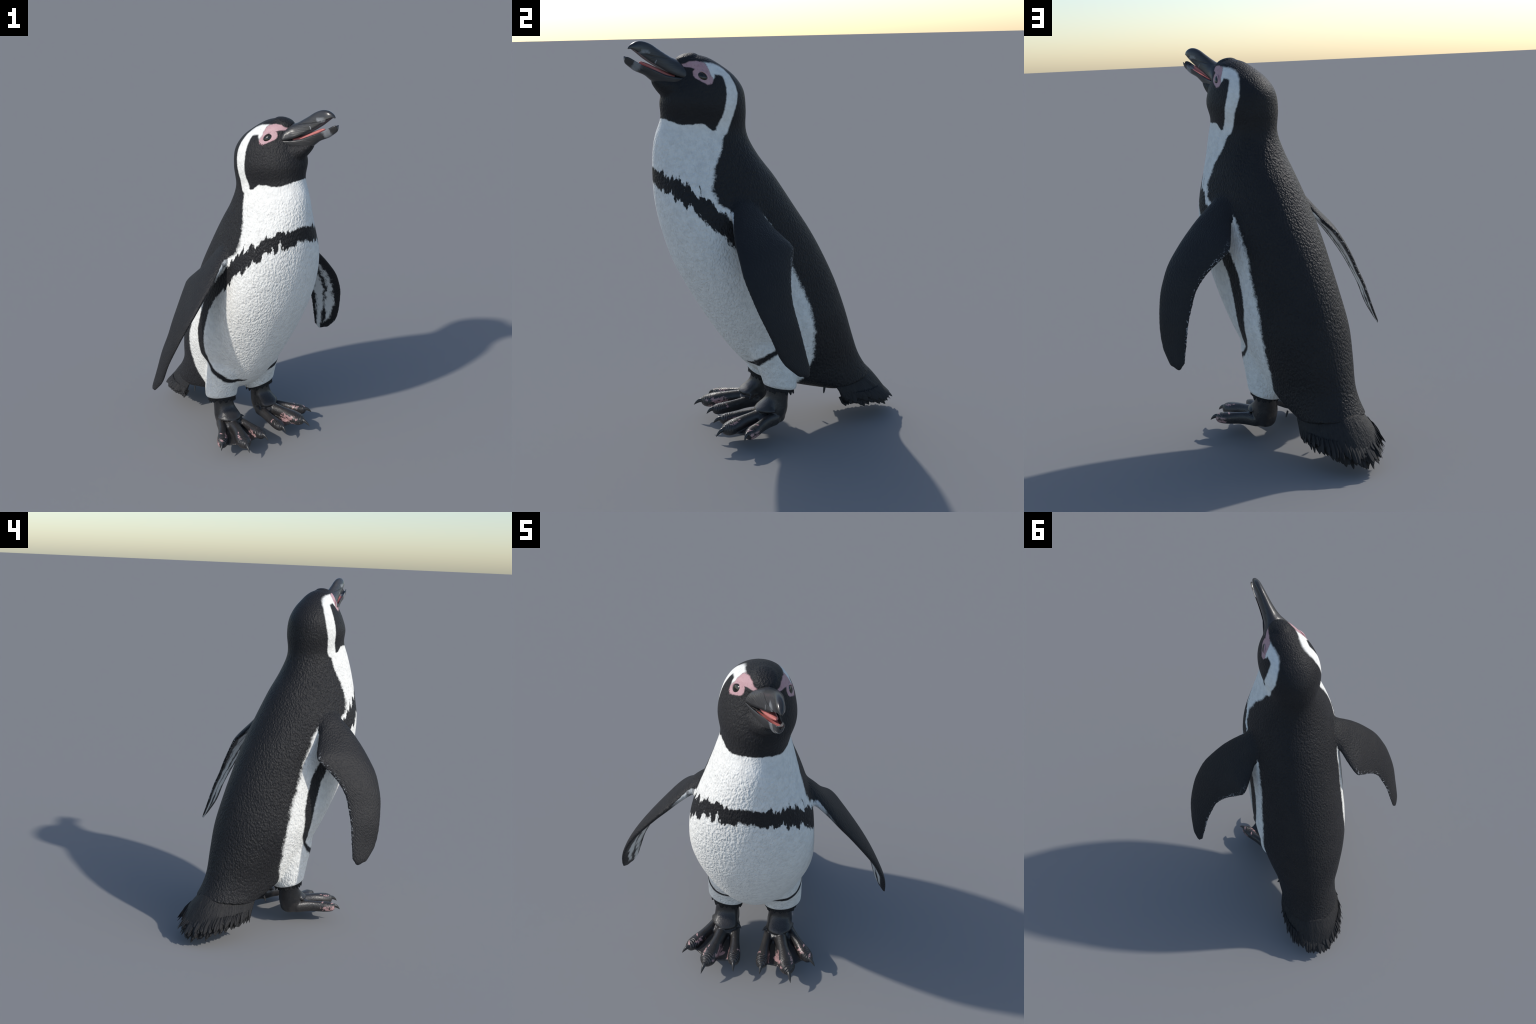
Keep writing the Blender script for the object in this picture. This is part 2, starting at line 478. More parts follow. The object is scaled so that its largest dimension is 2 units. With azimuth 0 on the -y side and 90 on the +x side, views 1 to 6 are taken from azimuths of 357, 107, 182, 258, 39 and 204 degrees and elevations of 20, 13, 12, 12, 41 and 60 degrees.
def skin_mat():
    """shiny black leg skin with scattered pink blotches on the toes"""
    N = NT("leg_skin")
    co = N.objco()
    x, y, z = N.sep(co)
    ya = N.m('ABSOLUTE', y)
    sc = N.comb(x, ya, z)
    base = N.mix(N.noise(co, 35, 3, .6), (0.012, 0.0122, 0.014, 1), (0.040, 0.036, 0.034, 1))
    n = N.noise(N.scalev(sc, (.55, 1.35, .8)), 27, 4, .55, dist=.4)
    zone = N.m('MULTIPLY', N.step(x, .08, .17), N.step(z, .150, .125))
    thr = N.m('SUBTRACT', n, N.mixf(zone, .25, .0))
    blot = N.m('MULTIPLY', N.step(thr, .64, .665), N.step(z, .084, .094))
    # the web and the outer foot edges are pinker
    d = N.stroke(x, ya, [(.265, .165, .004), (.232, .135, .010)])
    d = N.m('MINIMUM', d, N.stroke(x, ya, [(.21, .325, .004), (.12, .275, .003)]))
    webp = N.m('MULTIPLY', N.step(N.m('ADD', d, N.m('MULTIPLY', N.m('SUBTRACT', N.noise(co, 60, 3), .5), .03)), .002, -.003), N.step(z, .108, .098))
    blot = N.m('MAXIMUM', blot, webp)
    rag = N.m('MULTIPLY', N.m('SUBTRACT', N.noise(N.scalev(sc, (.8, 1.3, 1)), 75, 4, .65), .52), .052)
    sd = N.stroke(x, ya, [(.200, .138, .000), (.262, .154, .003), (.305, .172, .001)])
    sd = N.m('MINIMUM', sd, N.stroke(x, ya, [(.160, .240, .000), (.205, .266, .004)]))
    sd = N.m('MINIMUM', sd, N.stroke(x, ya, [(.265, .104, .002), (.20, .103, .000)]))
    sd = N.m('MINIMUM', sd, N.stroke(x, ya, [(.225, .196, .000), (.275, .222, .002)]))
    blot = N.m('MAXIMUM', blot, N.m('MULTIPLY', N.step(N.m('ADD', sd, rag), .001, -.003), .9))
    N.put(N.b.inputs["Base Color"], N.mix(blot, base, (0.42, 0.255, 0.25, 1)))
    N.b.inputs["Roughness"].default_value = .38
    N.b.inputs["Coat Weight"].default_value = .12
    N.b.inputs["Coat Roughness"].default_value = .3
    h = N.m('ADD', N.m('MULTIPLY', N.voronoi(co, 190), .5), N.m('MULTIPLY', N.noise(co, 60, 3), .8))
    # skin folds ringing each toe tip
    ring = None
    for cx, cy in ((.318, .071), (.340, .216), (.243, .322)):
        dx, dy = N.m('SUBTRACT', x, cx), N.m('SUBTRACT', ya, cy)
        dd = N.m('SQRT', N.m('ADD', N.m('MULTIPLY', dx, dx), N.m('MULTIPLY', dy, dy)))
        ring = dd if ring is None else N.m('MINIMUM', ring, dd)
    wob = N.m('MULTIPLY_ADD', N.noise(co, 40, 2), .012, ring)
    fold = N.m('MULTIPLY', N.m('SINE', N.m('MULTIPLY', wob, 2 * math.pi / .0115)), N.m('MULTIPLY', N.step(ring, .078, .055), N.step(ring, .012, .02)))
    h = N.m('MULTIPLY_ADD', N.m('MULTIPLY', fold, N.step(z, .092, .108)), 1.1, h)
    N.put(N.b.inputs["Normal"], N.bump(h, .0022, .65))
    return N.mat


def claw_mat():
    N = NT("claw_horn")
    co = N.objco()
    N.put(N.b.inputs["Base Color"], N.mix(N.noise(N.scalev(co, (1, 3, 3)), 60, 2), (0.016, 0.0165, 0.018, 1), (0.045, 0.044, 0.043, 1)))
    N.b.inputs["Roughness"].default_value = .33
    return N.mat


def eye_mat():
    N = NT("eyeball")
    co = N.objco()
    x, y, z = N.sep(co)
    r = N.m('SQRT', N.m('ADD', N.m('MULTIPLY', x, x), N.m('MULTIPLY', y, y)))
    iris = N.m('MULTIPLY', N.step(r, .0075, .0085), N.step(r, .019, .0165))
    N.put(N.b.inputs["Base Color"], N.mix(iris, (0.005, 0.005, 0.005, 1), (0.022, 0.019, 0.012, 1)))
    N.b.inputs["Roughness"].default_value = .12
    N.b.inputs["Coat Weight"].default_value = .15
    N.b.inputs["Coat Roughness"].default_value = .05
    return N.mat


def lid_mat():
    N = NT("bare_eye_skin")
    co = N.objco()
    N.put(N.b.inputs["Base Color"], N.mix(N.noise(co, 60, 3), (0.46, 0.26, 0.28, 1), (0.58, 0.38, 0.39, 1)))
    N.b.inputs["Roughness"].default_value = .42
    return N.mat


M_PLUM, M_FLIP, M_TAIL, M_CUFF = plumage(), flipper_mat(), tail_mat(), cuff_mat()
M_HORN, M_MOUTH, M_SKIN, M_CLAW, M_EYE, M_LID = horn_mat(), mouth_mat(), skin_mat(), claw_mat(), eye_mat(), lid_mat()
M_SKIRT = skirt_mat()
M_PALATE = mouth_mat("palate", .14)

# ------------------------------------------------------------------ body loft
# each section: breast point (x, z), back point (x, z), half width, place of
# the widest point between back (0) and breast (1)
BODY = [
    (.452, 1.908, .345, 1.932, .045, .50), (.460, 1.882, .285, 1.914, .073, .47), (.470, 1.848, .215, 1.874, .099, .455), (.492, 1.810, .150, 1.824, .123, .453),
    (.515, 1.770, .105, 1.755, .143, .456), (.529, 1.716, .097, 1.665, .154, .476), (.527, 1.640, .097, 1.552, .139, .490),
    (.555, 1.555, .047, 1.445, .159, .508), (.568, 1.464, -.039, 1.327, .190, .556), (.570, 1.344, -.132, 1.182, .230, .627),
    (.563, 1.227, -.228, 1.030, .259, .697), (.533, 1.076, -.304, .884, .272, .717), (.475, .901, -.363, .748, .276, .671),
    (.353, .668, -.411, .604, .268, .579), (.217, .458, -.448, .478, .228, .534), (.094, .327, -.484, .366, .188, .549),
    (-.061, .245, -.515, .300, .172, .60), (-.25, .192, -.555, .238, .160, .66)]


def body_rings(m=130, n=96):
    S = catmull(BODY, m)
    th = np.linspace(0, 2 * np.pi, n, endpoint=False)
    c, s = np.cos(th), np.sin(th)
    rings = []
    for fx, fz, bx, bz, w, mid in S:
        k = np.where(c > 0, 1 - mid, mid) * c + mid
        P = np.stack([bx + (fx - bx) * k, w * s, bz + (fz - bz) * k], -1)
        rings.append(P)
    # rounded crown above the first ring
    first = rings[0]
    ctr = np.array([.402, 0, 1.924])
    crown = []
    for a in np.linspace(0.08, .94, 9):
        ang = a * np.pi / 2
        P = ctr + (first - ctr) * math.sin(ang)
        P[:, 2] = first[:, 2] * math.sin(ang) + 1.924 * (1 - math.sin(ang)) + .014 * math.cos(ang)
        crown.append(P)
    return H(np.array(crown + rings))


def ell_rings(st, n=40, head=False):
    """st: centre xyz, half x, half y, tilt dz/dx, tilt dz/dy"""
    th = np.linspace(0, 2 * np.pi, n, endpoint=False)
    R = []
    for cx, cy, cz, rx, ry, tx, ty in st:
        px, py = rx * np.cos(th), ry * np.sin(th)
        R.append(np.stack([cx + px, cy + py, cz + px * tx + py * ty], -1))
    return np.array(R)


def thigh_rings(side):
    st = [(.02, .11, .66, .10, .07, 0, 0), (.03, .125, .56, .135, .095, .0, .0), (.026, .138, .46, .125, .096, .05, .05), (.012, .140, .37, .104, .096, .12, .12),
          (.000, .140, .30, .090, .097, .20, .16), (-.004, .140, .256, .080, .091, .22, .18), (-.004, .140, .248, .05, .055, .22, .18)]
    A = ell_rings(catmull(st, 30))
    A[..., 1] *= side
    return A


# leading edge (x,y,z), trailing edge (x,y,z), thickness
FLIP = [
    (.215, .15, 1.285, .100, .12, 1.215, .075), (.255, .235, 1.225, .098, .215, 1.180, .062), (.272, .322, 1.150, .045, .262, 1.105, .050),
    (.284, .385, 1.082, -.022, .316, 1.030, .042), (.285, .440, 1.021, -.014, .352, .992, .038), (.281, .505, .938, .022, .420, .922, .034),
    (.262, .550, .862, .041, .472, .850, .031), (.240, .583, .790, .041, .503, .778, .028), (.196, .617, .678, .028, .538, .692, .024),
    (.153, .632, .568, .010, .566, .588, .020), (.083, .638, .492, -.006, .586, .507, .015), (.050, .628, .478, .000, .600, .488, .013), (.024, .616, .466, .006, .606, .470, .010)]


def flipper_rings(side, n=44):
    S = catmull(FLIP, 60)
    th = np.linspace(0, 2 * np.pi, n, endpoint=False)
    L, T, tk = S[:, 0:3], S[:, 3:6], S[:, 6]
    mid = (L + T) / 2
    span = np.gradient(mid, axis=0)
    R = []
    for i in range(len(S)):
        ch = L[i] - T[i]
        nrm = np.cross(ch, span[i])
        nrm /= np.linalg.norm(nrm)
        if nrm[1] < 0:
            nrm = -nrm
        u = .5 + .5 * np.cos(th)                      # 1 leading, 0 trailing
        prof = np.clip(1 - np.abs(2 * u - 1) ** 3, 0, None) ** .5 * (.80 + .28 * u)     # blunt-edged blade
        camber = .035 * np.linalg.norm(ch) * 4 * u * (1 - u)
        off = np.sign(np.sin(th)) * prof * tk[i] * .5 + camber
        R.append(T[i] + np.outer(u, ch) + np.outer(off, nrm))
    R = np.array(R)
    R[..., 1] *= side
    return R


def chin_rings():
    # feathered throat wedge that carries the lower mandible
    st = [(.42, 1.765, .083, .082), (.455, 1.770, .064, .073), (.485, 1.774, .058, .063), (.512, 1.777, .055, .054), (.54, 1.788, .044, .042), (.563, 1.804, .030, .029), (.576, 1.813, .015, .016)]
    th = np.linspace(0, 2 * np.pi, 32, endpoint=False)
    R = []
    for cx, cz, rz, ry in catmull(st, 14):
        R.append(np.stack([np.full(32, cx) + .35 * rz * np.sin(th), ry * np.cos(th), cz + rz * np.sin(th)], -1))
    return H(np.array(R))


parts = [loft(body_rings()), loft(chin_rings())]
for s in (1, -1):
    parts += [loft(thigh_rings(s)), loft(flipper_rings(s))]
bm = bmesh.new()
for me in parts:
    bm.from_mesh(me)
whole = bpy.data.meshes.new("whole")
bm.to_mesh(whole)
bm.free()
tmp = bpy.data.objects.new("whole_body", whole)
COL.objects.link(tmp)
md = tmp.modifiers.new("union", 'REMESH')
md.mode = 'VOXEL'
md.voxel_size = .0052
md.use_smooth_shade = True


def baked(o):
    dg = bpy.context.evaluated_depsgraph_get()
    dg.update()
    return bpy.data.meshes.new_from_object(o.evaluated_get(dg))


fused = baked(tmp)
bpy.data.objects.remove(tmp)

# reference trees used to tell the anatomical regions apart
bvh_body = BVHTree.FromPolygons([tuple(v.co) for v in parts[0].vertices], [tuple(p.vertices) for p in parts[0].polygons])

# smoothing: everywhere a little, more where limbs and throat join the body
nv = len(fused.vertices)
co = np.empty(nv * 3)
fused.vertices.foreach_get("co", co)
co = co.reshape(-1, 3)
ed = np.empty(len(fused.edges) * 2, dtype=np.int64)
fused.edges.foreach_get("vertices", ed)
ed = ed.reshape(-1, 2)
deg = np.bincount(ed.ravel(), minlength=nv).astype(float)


def lap(c):
    acc = np.zeros_like(c)
    for a, b in ((0, 1), (1, 0)):
        for k in range(3):
            acc[:, k] += np.bincount(ed[:, a], weights=c[ed[:, b], k], minlength=nv)
    return acc / deg[:, None]


ay = np.abs(co[:, 1])
shoulder = np.exp(-(((co[:, 0] - .17) / .15) ** 2 + ((ay - .245) / .065) ** 2 + ((co[:, 2] - 1.19) / .13) ** 2))
thigh = np.exp(-(((co[:, 2] - .45) / .12) ** 2)) * (co[:, 0] > -.2)
face = np.exp(-(((co[:, 2] - 1.82) / .09) ** 2)) * np.clip((co[:, 0] - .36) / .08, 0, 1)
wgt = np.clip(shoulder * 1.6 + thigh * 1.2 + face * .35, 0, 1)
for it in range(26):
    l1 = lap(co)
    f = .5 * np.maximum(wgt, .9 if it < 3 else 0)
    co = co + (l1 - co) * f[:, None]
# Taubin pass: evens out the remaining voxel steps without shrinking
for it in range(8):
    co = co + (lap(co) - co) * .5
    co = co + (lap(co) - co) * -.52
fused.vertices.foreach_set("co", co.ravel())
fused.update()

cn = np.array([tuple(n.vector) for n in fused.vertex_normals])
fc = np.array([tuple(p.center) for p in fused.polygons])
faces = [tuple(p.vertices) for p in fused.polygons]
bvh_all = BVHTree.FromPolygons([tuple(c) for c in co], faces)


def region(c):
    x, y, z = c
    a = abs(y)
    if z > 1.585 + .12 * (x - .3):
        return "head", 0
    if z > 1.40 + .30 * (x - .25):
        return "neck", 0
    if .42 < z < 1.24 and a > (.2 if z > .85 else .285) and bvh_body.find_nearest(Vector(c))[3] > .007:
        return "flipper", 1 if y > 0 else -1
    if z < .40 + .25 * (x - .02) and x > -.14 and a > .035:
        return "thigh", 1 if y > 0 else -1
    return "torso", 0


groups = {}
for i, c in enumerate(fc):
    groups.setdefault(region(c), []).append(i)
HEAD = None
for (name, side), fl in sorted(groups.items()):
    used = {}
    nf = []
    for i in fl:
        nf.append([used.setdefault(v, len(used)) for v in faces[i]])
    idx = list(used)
    me = bpy.data.meshes.new(name)
    me.from_pydata([tuple(co[v]) for v in idx], [], nf)
    me.polygons.foreach_set("use_smooth", [True] * len(me.polygons))
    me.update()
    me.normals_split_custom_set_from_vertices([tuple(cn[v]) for v in idx])
    o = obj(name, me, root, M_FLIP if name == "flipper" else M_PLUM)
    if name == "head":
        HEAD = o

# ---------------------------------------------------------------------- beak
head_frame = (Matrix.Translation((PIV, 0.0108, 0)) @ Matrix.Rotation(math.radians(14.5), 4, 'Z') @ Matrix.Translation((-PIV, 0, 0))
              @ Matrix.Translation((0, 0, 1.87)) @ Matrix.Rotation(math.radians(-5.2), 4, 'X') @ Matrix.Translation((0, 0, -1.87)))


def head_obj(name, me, mat=None, parent=None):
    o = obj(name, me, parent or HEAD, mat)
    o.matrix_local = head_frame
    return o


beak = bpy.data.objects.new("beak", None)
COL.objects.link(beak)
beak.parent = HEAD

UPPER = [  # x, ridge z, cutting-edge z, half width
    (.405, 1.880, 1.826, .048), (.432, 1.900, 1.830, .073), (.456, 1.914, 1.836, .064), (.482, 1.924, 1.845, .050), (.512, 1.941, 1.859, .040),
    (.545, 1.961, 1.878, .033), (.580, 1.983, 1.898, .0285), (.612, 1.996, 1.918, .0255), (.640, 2.000, 1.939, .0235),
    (.662, 1.996, 1.955, .020), (.680, 1.987, 1.966, .0135), (.690, 1.979, 1.966, .008), (.6965, 1.9705, 1.9645, .003)]


def upper_beak():
    S = catmull(UPPER, 60)
    th = np.linspace(0, np.pi, 25)
    V, F, mi = [], [], []
    n = 25 + 11
    for x, r, t, w in S:
        h = r - t
        ring = []
        for a in th:      # dome with nearly upright lower walls and a rounded ridge
            e = float(np.interp(x, [.44, .52, .60, .66], [1.25, 1.05, .85, .72]))
            cy = math.copysign(abs(math.cos(a)) ** e, math.cos(a))
            sz = math.sin(a) ** .92
            ring.append((x - .25 * h * (1 - sz) * 0, w * cy, t + h * sz))
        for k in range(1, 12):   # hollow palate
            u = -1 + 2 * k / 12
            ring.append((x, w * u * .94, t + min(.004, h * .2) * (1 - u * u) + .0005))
        V += ring
    m = len(S)
    for i in range(m - 1):
        for j in range(n):
            k = (j + 1) % n
            F.append((i * n + j, i * n + k, (i + 1) * n + k, (i + 1) * n + j))
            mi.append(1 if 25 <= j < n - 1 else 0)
    F.append(tuple(range(n)))
    mi.append(0)
    F.append(tuple(reversed(range((m - 1) * n, m * n))))
    mi.append(0)
    me = mesh_from("upper_mandible", V, F)
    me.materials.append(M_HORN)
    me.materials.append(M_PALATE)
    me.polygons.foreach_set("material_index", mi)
    return me


LOWER = [  # x, rim z, keel z, half width
    (.426, 1.828, 1.795, .0765), (.455, 1.8325, 1.785, .066), (.480, 1.836, 1.778, .056), (.505, 1.842, 1.774, .047), (.530, 1.849, 1.782, .040), (.560, 1.862, 1.802, .034), (.585, 1.873, 1.822, .030),
    (.612, 1.884, 1.843, .0265), (.640, 1.897, 1.856, .024), (.668, 1.912, 1.868, .0215), (.690, 1.925, 1.884, .0195), (.703, 1.931, 1.894, .0165), (.711, 1.932, 1.902, .012), (.7145, 1.930, 1.911, .006)]


def lower_beak():
    S = catmull(LOWER, 56)
    V, F, mi = [], [], []
    n = 23 + 11
    for x, r, k0, w in S:
        h = r - k0
        ring = []
        for a in np.linspace(np.pi, 2 * np.pi, 23):
            cy = math.copysign(abs(math.cos(a)) ** .8, math.cos(a))
            ring.append((x, w * cy, r + h * math.sin(a)))
        dip = min(.016, h * .45)
        for k in range(1, 12):
            u = 1 - 2 * k / 12
            lip = min(1.0, (1 - abs(u)) * 5)
            ring.append((x, w * u * .96, r - dip * lip * (1 - .3 * abs(u))))
        V += ring
    m = len(S)
    for i in range(m - 1):
        for j in range(n):
            k = (j + 1) % n
            F.append((i * n + j, i * n + k, (i + 1) * n + k, (i + 1) * n + j))
            mi.append(1 if (24 <= j < n - 2 and S[i][0] < .652) else 0)
    F.append(tuple(range(n)))
    mi.append(0)
    F.append(tuple(reversed(range((m - 1) * n, m * n))))
    mi.append(0)
    me = mesh_from("lower_mandible", V, F)
    me.materials.append(M_HORN)
    me.materials.append(M_MOUTH)
    me.polygons.foreach_set("material_index", mi)
    return me


head_obj("upper_mandible", upper_beak(), None, beak)
head_obj("lower_mandible", lower_beak(), None, beak)
# fleshy tongue lying in the lower mandible
tg = catmull([(.46, 1.832, .030, .012), (.50, 1.842, .026, .013), (.55, 1.862, .020, .014), (.60, 1.886, .014, .012), (.630, 1.901, .009, .007), (.641, 1.904, .003, .003)], 28)
th = np.linspace(0, 2 * np.pi, 20, endpoint=False)
tongue = loft([np.stack([np.full(20, x), w * np.cos(th), zc + h * np.sin(th) - .35 * h * np.cos(th) ** 8 * 0], -1) for x, zc, w, h in tg], "tongue")
head_obj("tongue", tongue, M_MOUTH, beak)

# ---------------------------------------------------------------------- eyes


def eye_at(side):
    c = H(np.array([.3655, side * .095, 1.839 - side * .0088]))
    d = Vector((math.cos(math.radians(14.5 + side * 52)), math.sin(math.radians(14.5 + side * 52)), .16)).normalized()
    hit, nrm, _, _ = bvh_all.ray_cast(Vector(c) + d * .1, -d)
    fwd = Vector((math.cos(math.radians(14.5)), math.sin(math.radians(14.5)), 0)) * .83 + Vector((0, 0, .56))
    nrm = (nrm * .4 + d * .6).normalized()
    ux = (fwd - nrm * fwd.dot(nrm)).normalized()
    uy = nrm.cross(ux)
    M = Matrix.Identity(4)
    for i in range(3):
        M[i][0], M[i][1], M[i][2], M[i][3] = ux[i], uy[i], nrm[i], hit[i]
    # eyeball
    bm = bmesh.new()
    bmesh.ops.create_uvsphere(bm, u_segments=40, v_segments=24, radius=1)
    for v in bm.verts:
        v.co = Vector((v.co.x * .0300, v.co.y * .0215, v.co.z * .0165))
    me = bpy.data.meshes.new("eye")
    bm.to_mesh(me)
    bm.free()
    me.polygons.foreach_set("use_smooth", [True] * len(me.polygons))
    o = obj("eye", me, HEAD, M_EYE)
    o.matrix_local = M @ Matrix.Translation((0, 0, -.0112))
    # lid: an oval fleshy ring
    R = []
    for a in np.linspace(0, 2 * np.pi, 56, endpoint=False):
        ring = []
        for b in np.linspace(0, 2 * np.pi, 14, endpoint=False):
            k = 1 + (.17 * math.cos(b))
            ring.append((.0318 * k * math.cos(a), .0232 * k * math.sin(a), .0040 * math.sin(b) - .0015 - .0060 * (math.cos(a) ** 2)))
        R.append(ring)
    R.append(R[0])
    lid = loft(R, "eyelid", caps=False)
    l = obj("eyelid", lid, o, M_LID)
    l.matrix_local = Matrix.Translation((0, 0, .0090))


eye_at(1)
eye_at(-1)

# ------------------------------------------------------------ legs, feet, claws


def tube(pts, n=24, name="t"):
    """pts: x,y,z, half width, half height -> rings across the path"""
    P = catmull(pts, 26)
    C = P[:, :3]
    T = np.gradient(C, axis=0)
    th = np.linspace(0, 2 * np.pi, n, endpoint=False)
    R = []
    for c, t, (w, h) in zip(C, T, P[:, 3:5]):
        t = t / np.linalg.norm(t)
        up = np.array([0, 0, 1.]) if abs(t[2]) < .8 else np.array([1., 0, 0])
        s = np.cross(up, t)
        s /= np.linalg.norm(s)
        u = np.cross(t, s)
        R.append(c + np.outer(w * np.cos(th), s) + np.outer(h * np.sin(th), u))
    return R


TOES = {  # path of the toe with half width and half height, then claw base and claw tip
    "inner": ([(.045, .098, .100, .034, .036), (.11, .086, .101, .026, .033), (.17, .078, .097, .024, .031), (.235, .073, .094, .031, .030), (.270, .071, .093, .031, .029), (.292, .071, .090, .024, .023), (.302, .071, .088, .011, .013)],
              (.300, .0705, .099), (.337, .066, .0765)),
    "middle": ([(.05, .138, .104, .040, .040), (.12, .152, .108, .033, .041), (.19, .170, .105, .031, .039), (.250, .189, .100, .040, .038), (.292, .201, .095, .040, .034), (.314, .208, .091, .027, .026), (.325, .212, .088, .012, .014)],
               (.325, .211, .098), (.366, .224, .072)),
    "outer": ([(.035, .172, .100, .036, .037), (.09, .208, .101, .027, .035), (.135, .242, .098, .025, .032), (.183, .276, .094, .032, .031), (.207, .294, .092, .030, .029), (.224, .307, .089, .022, .023), (.231, .312, .087, .011, .013)],
              (.228, .310, .099), (.253, .337, .077)),
}


def leg(side):
    bm = bmesh.new()
    chunks = []
    # shank: from inside the thigh to the heel
    chunks.append(loft(tube([(.000, .139, .36, .058, .056), (.004, .138, .27, .058, .056), (.012, .137, .20, .061, .058), (.022, .137, .155, .064, .064), (.030, .137, .115, .062, .060), (.034, .137, .090, .052, .048), (.036, .137, .078, .03, .03)])))
    # heel pad and instep
    chunks.append(loft(tube([(-.020, .133, .094, .034, .020), (.0, .135, .096, .050, .034), (.035, .137, .102, .060, .042), (.085, .140, .108, .062, .040), (.13, .146, .104, .050, .030)])))
    # bulging ankle fold over the instep
    chunks.append(loft(tube([(.020, .137, .190, .054, .046), (.058, .137, .170, .060, .036), (.092, .137, .158, .058, .024), (.114, .138, .152, .050, .013)])))
    chunks.append(loft(tube([(.050, .082, .142, .008, .009), (.080, .084, .143, .011, .012), (.108, .100, .147, .012, .013), (.120, .137, .151, .012, .013), (.106, .176, .154, .012, .013), (.074, .198, .154, .011, .012), (.046, .204, .154, .008, .008)])))
    for k, (path, cb, ct) in TOES.items():
        chunks.append(loft(tube(path)))
    # webs
    def web(t0, t1, dip):
        A = catmull([p[:3] for p in TOES[t0][0]], 30)[4:22]
        B = catmull([p[:3] for p in TOES[t1][0]], 30)[4:22]
        V, F = [], []
        nu, nvv = 18, 12
        for layer in (.0045, -.0045):
            for i in range(nu):
                for j in range(nvv):
                    u = j / (nvv - 1)
                    pull = 1 - dip * 4 * u * (1 - u)
                    ii = i * pull
                    i0 = min(int(ii), nu - 2)
                    f = ii - i0
                    a = A[i0] * (1 - f) + A[i0 + 1] * f
                    b = B[i0] * (1 - f) + B[i0 + 1] * f
                    p = a * (1 - u) + b * u
                    V.append((p[0], p[1], p[2] - .008 - .010 * 4 * u * (1 - u) + layer))
        q = nu * nvv
        for i in range(nu - 1):
            for j in range(nvv - 1):
                k = i * nvv + j
                F.append((k, k + 1, k + nvv + 1, k + nvv))
                F.append((q + k, q + k + nvv, q + k + nvv + 1, q + k + 1))
        for i in range(nu - 1):
            for j in (0, nvv - 1):
                k = i * nvv + j
                F.append((k, k + nvv, q + k + nvv, q + k))
        for j in range(nvv - 1):
            for i in (0, nu - 1):
                k = i * nvv + j
                F.append((k, k + 1, q + k + 1, q + k))
        return mesh_from("web", V, F)
    chunks.append(web("inner", "middle", .16))
    chunks.append(web("middle", "outer", .16))
    # small spur of the hind toe on the inner side
    chunks.append(loft(tube([(.075, .080, .135, .012, .012), (.090, .064, .133, .007, .007), (.102, .054, .128, .002, .002)], 12)))
    for c in chunks:
        bm.from_mesh(c)
    for v in bm.verts:
        v.co.y *= side
    bmesh.ops.recalc_face_normals(bm, faces=bm.faces)
    me = bpy.data.meshes.new("lg")
    bm.to_mesh(me)
    bm.free()
    t = bpy.data.objects.new("tmp", me)
    COL.objects.link(t)
    r = t.modifiers.new("u", 'REMESH')
    r.mode = 'VOXEL'
    r.voxel_size = .0028
    r.use_smooth_shade = True
    out = baked(t)
    bpy.data.objects.remove(t)
    k = len(out.vertices)
    c = np.empty(k * 3)
    out.vertices.foreach_get("co", c)
    c = c.reshape(-1, 3)
    e = np.empty(len(out.edges) * 2, dtype=np.int64)
    out.edges.foreach_get("vertices", e)
    e = e.reshape(-1, 2)
    dg = np.bincount(e.ravel(), minlength=k).astype(float)
    w = np.clip((c[:, 2] - .152) / .02, 0, 1)          # blend the instep into the shank
    w = np.maximum(w, .55 * np.clip((.16 - c[:, 0]) / .04, 0, 1) * np.clip((.125 - c[:, 2]) / .02, 0, 1))
    for it in range(130):
        acc = np.zeros_like(c)
        for a, b in ((0, 1), (1, 0)):
            for q in range(3):
                acc[:, q] += np.bincount(e[:, a], weights=c[e[:, b], q], minlength=k)
        f = .5 * (np.maximum(w, 1.0 if it < 4 else 0))
        c = c + (acc / dg[:, None] - c) * f[:, None]
    out.vertices.foreach_set("co", c.ravel())
    out.update()
    out.name = "foot"
    f = obj("foot", out, root, M_SKIN)
    for k, (path, cb, ct) in TOES.items():
        cb, ct = np.array(cb), np.array(ct)
        L = np.linalg.norm(ct - cb)
        d = (ct - cb) * np.array([1, 1, 0])
        d /= np.linalg.norm(d)
        back = cb - d * .018 - np.array([0, 0, .001])
        ctl = [(*back, .0115, .013), (*cb, .0105, .0125), (*(cb + (ct - cb) * .35 + np.array([0, 0, .0055])), .0080, .0100), (*(cb + (ct - cb) * .7 + np.array([0, 0, .0045])), .0050, .0062), (*ct, .0006, .0006)]
        rings = np.array(tube(ctl, 16))
        rings[..., 1] *= side
        obj("claw", loft(rings, "claw"), f, M_CLAW)
    return f


for s in (1, -1):
    leg(s)

# -------------------------------------------------- feathers: tail skirt, leg cuffs


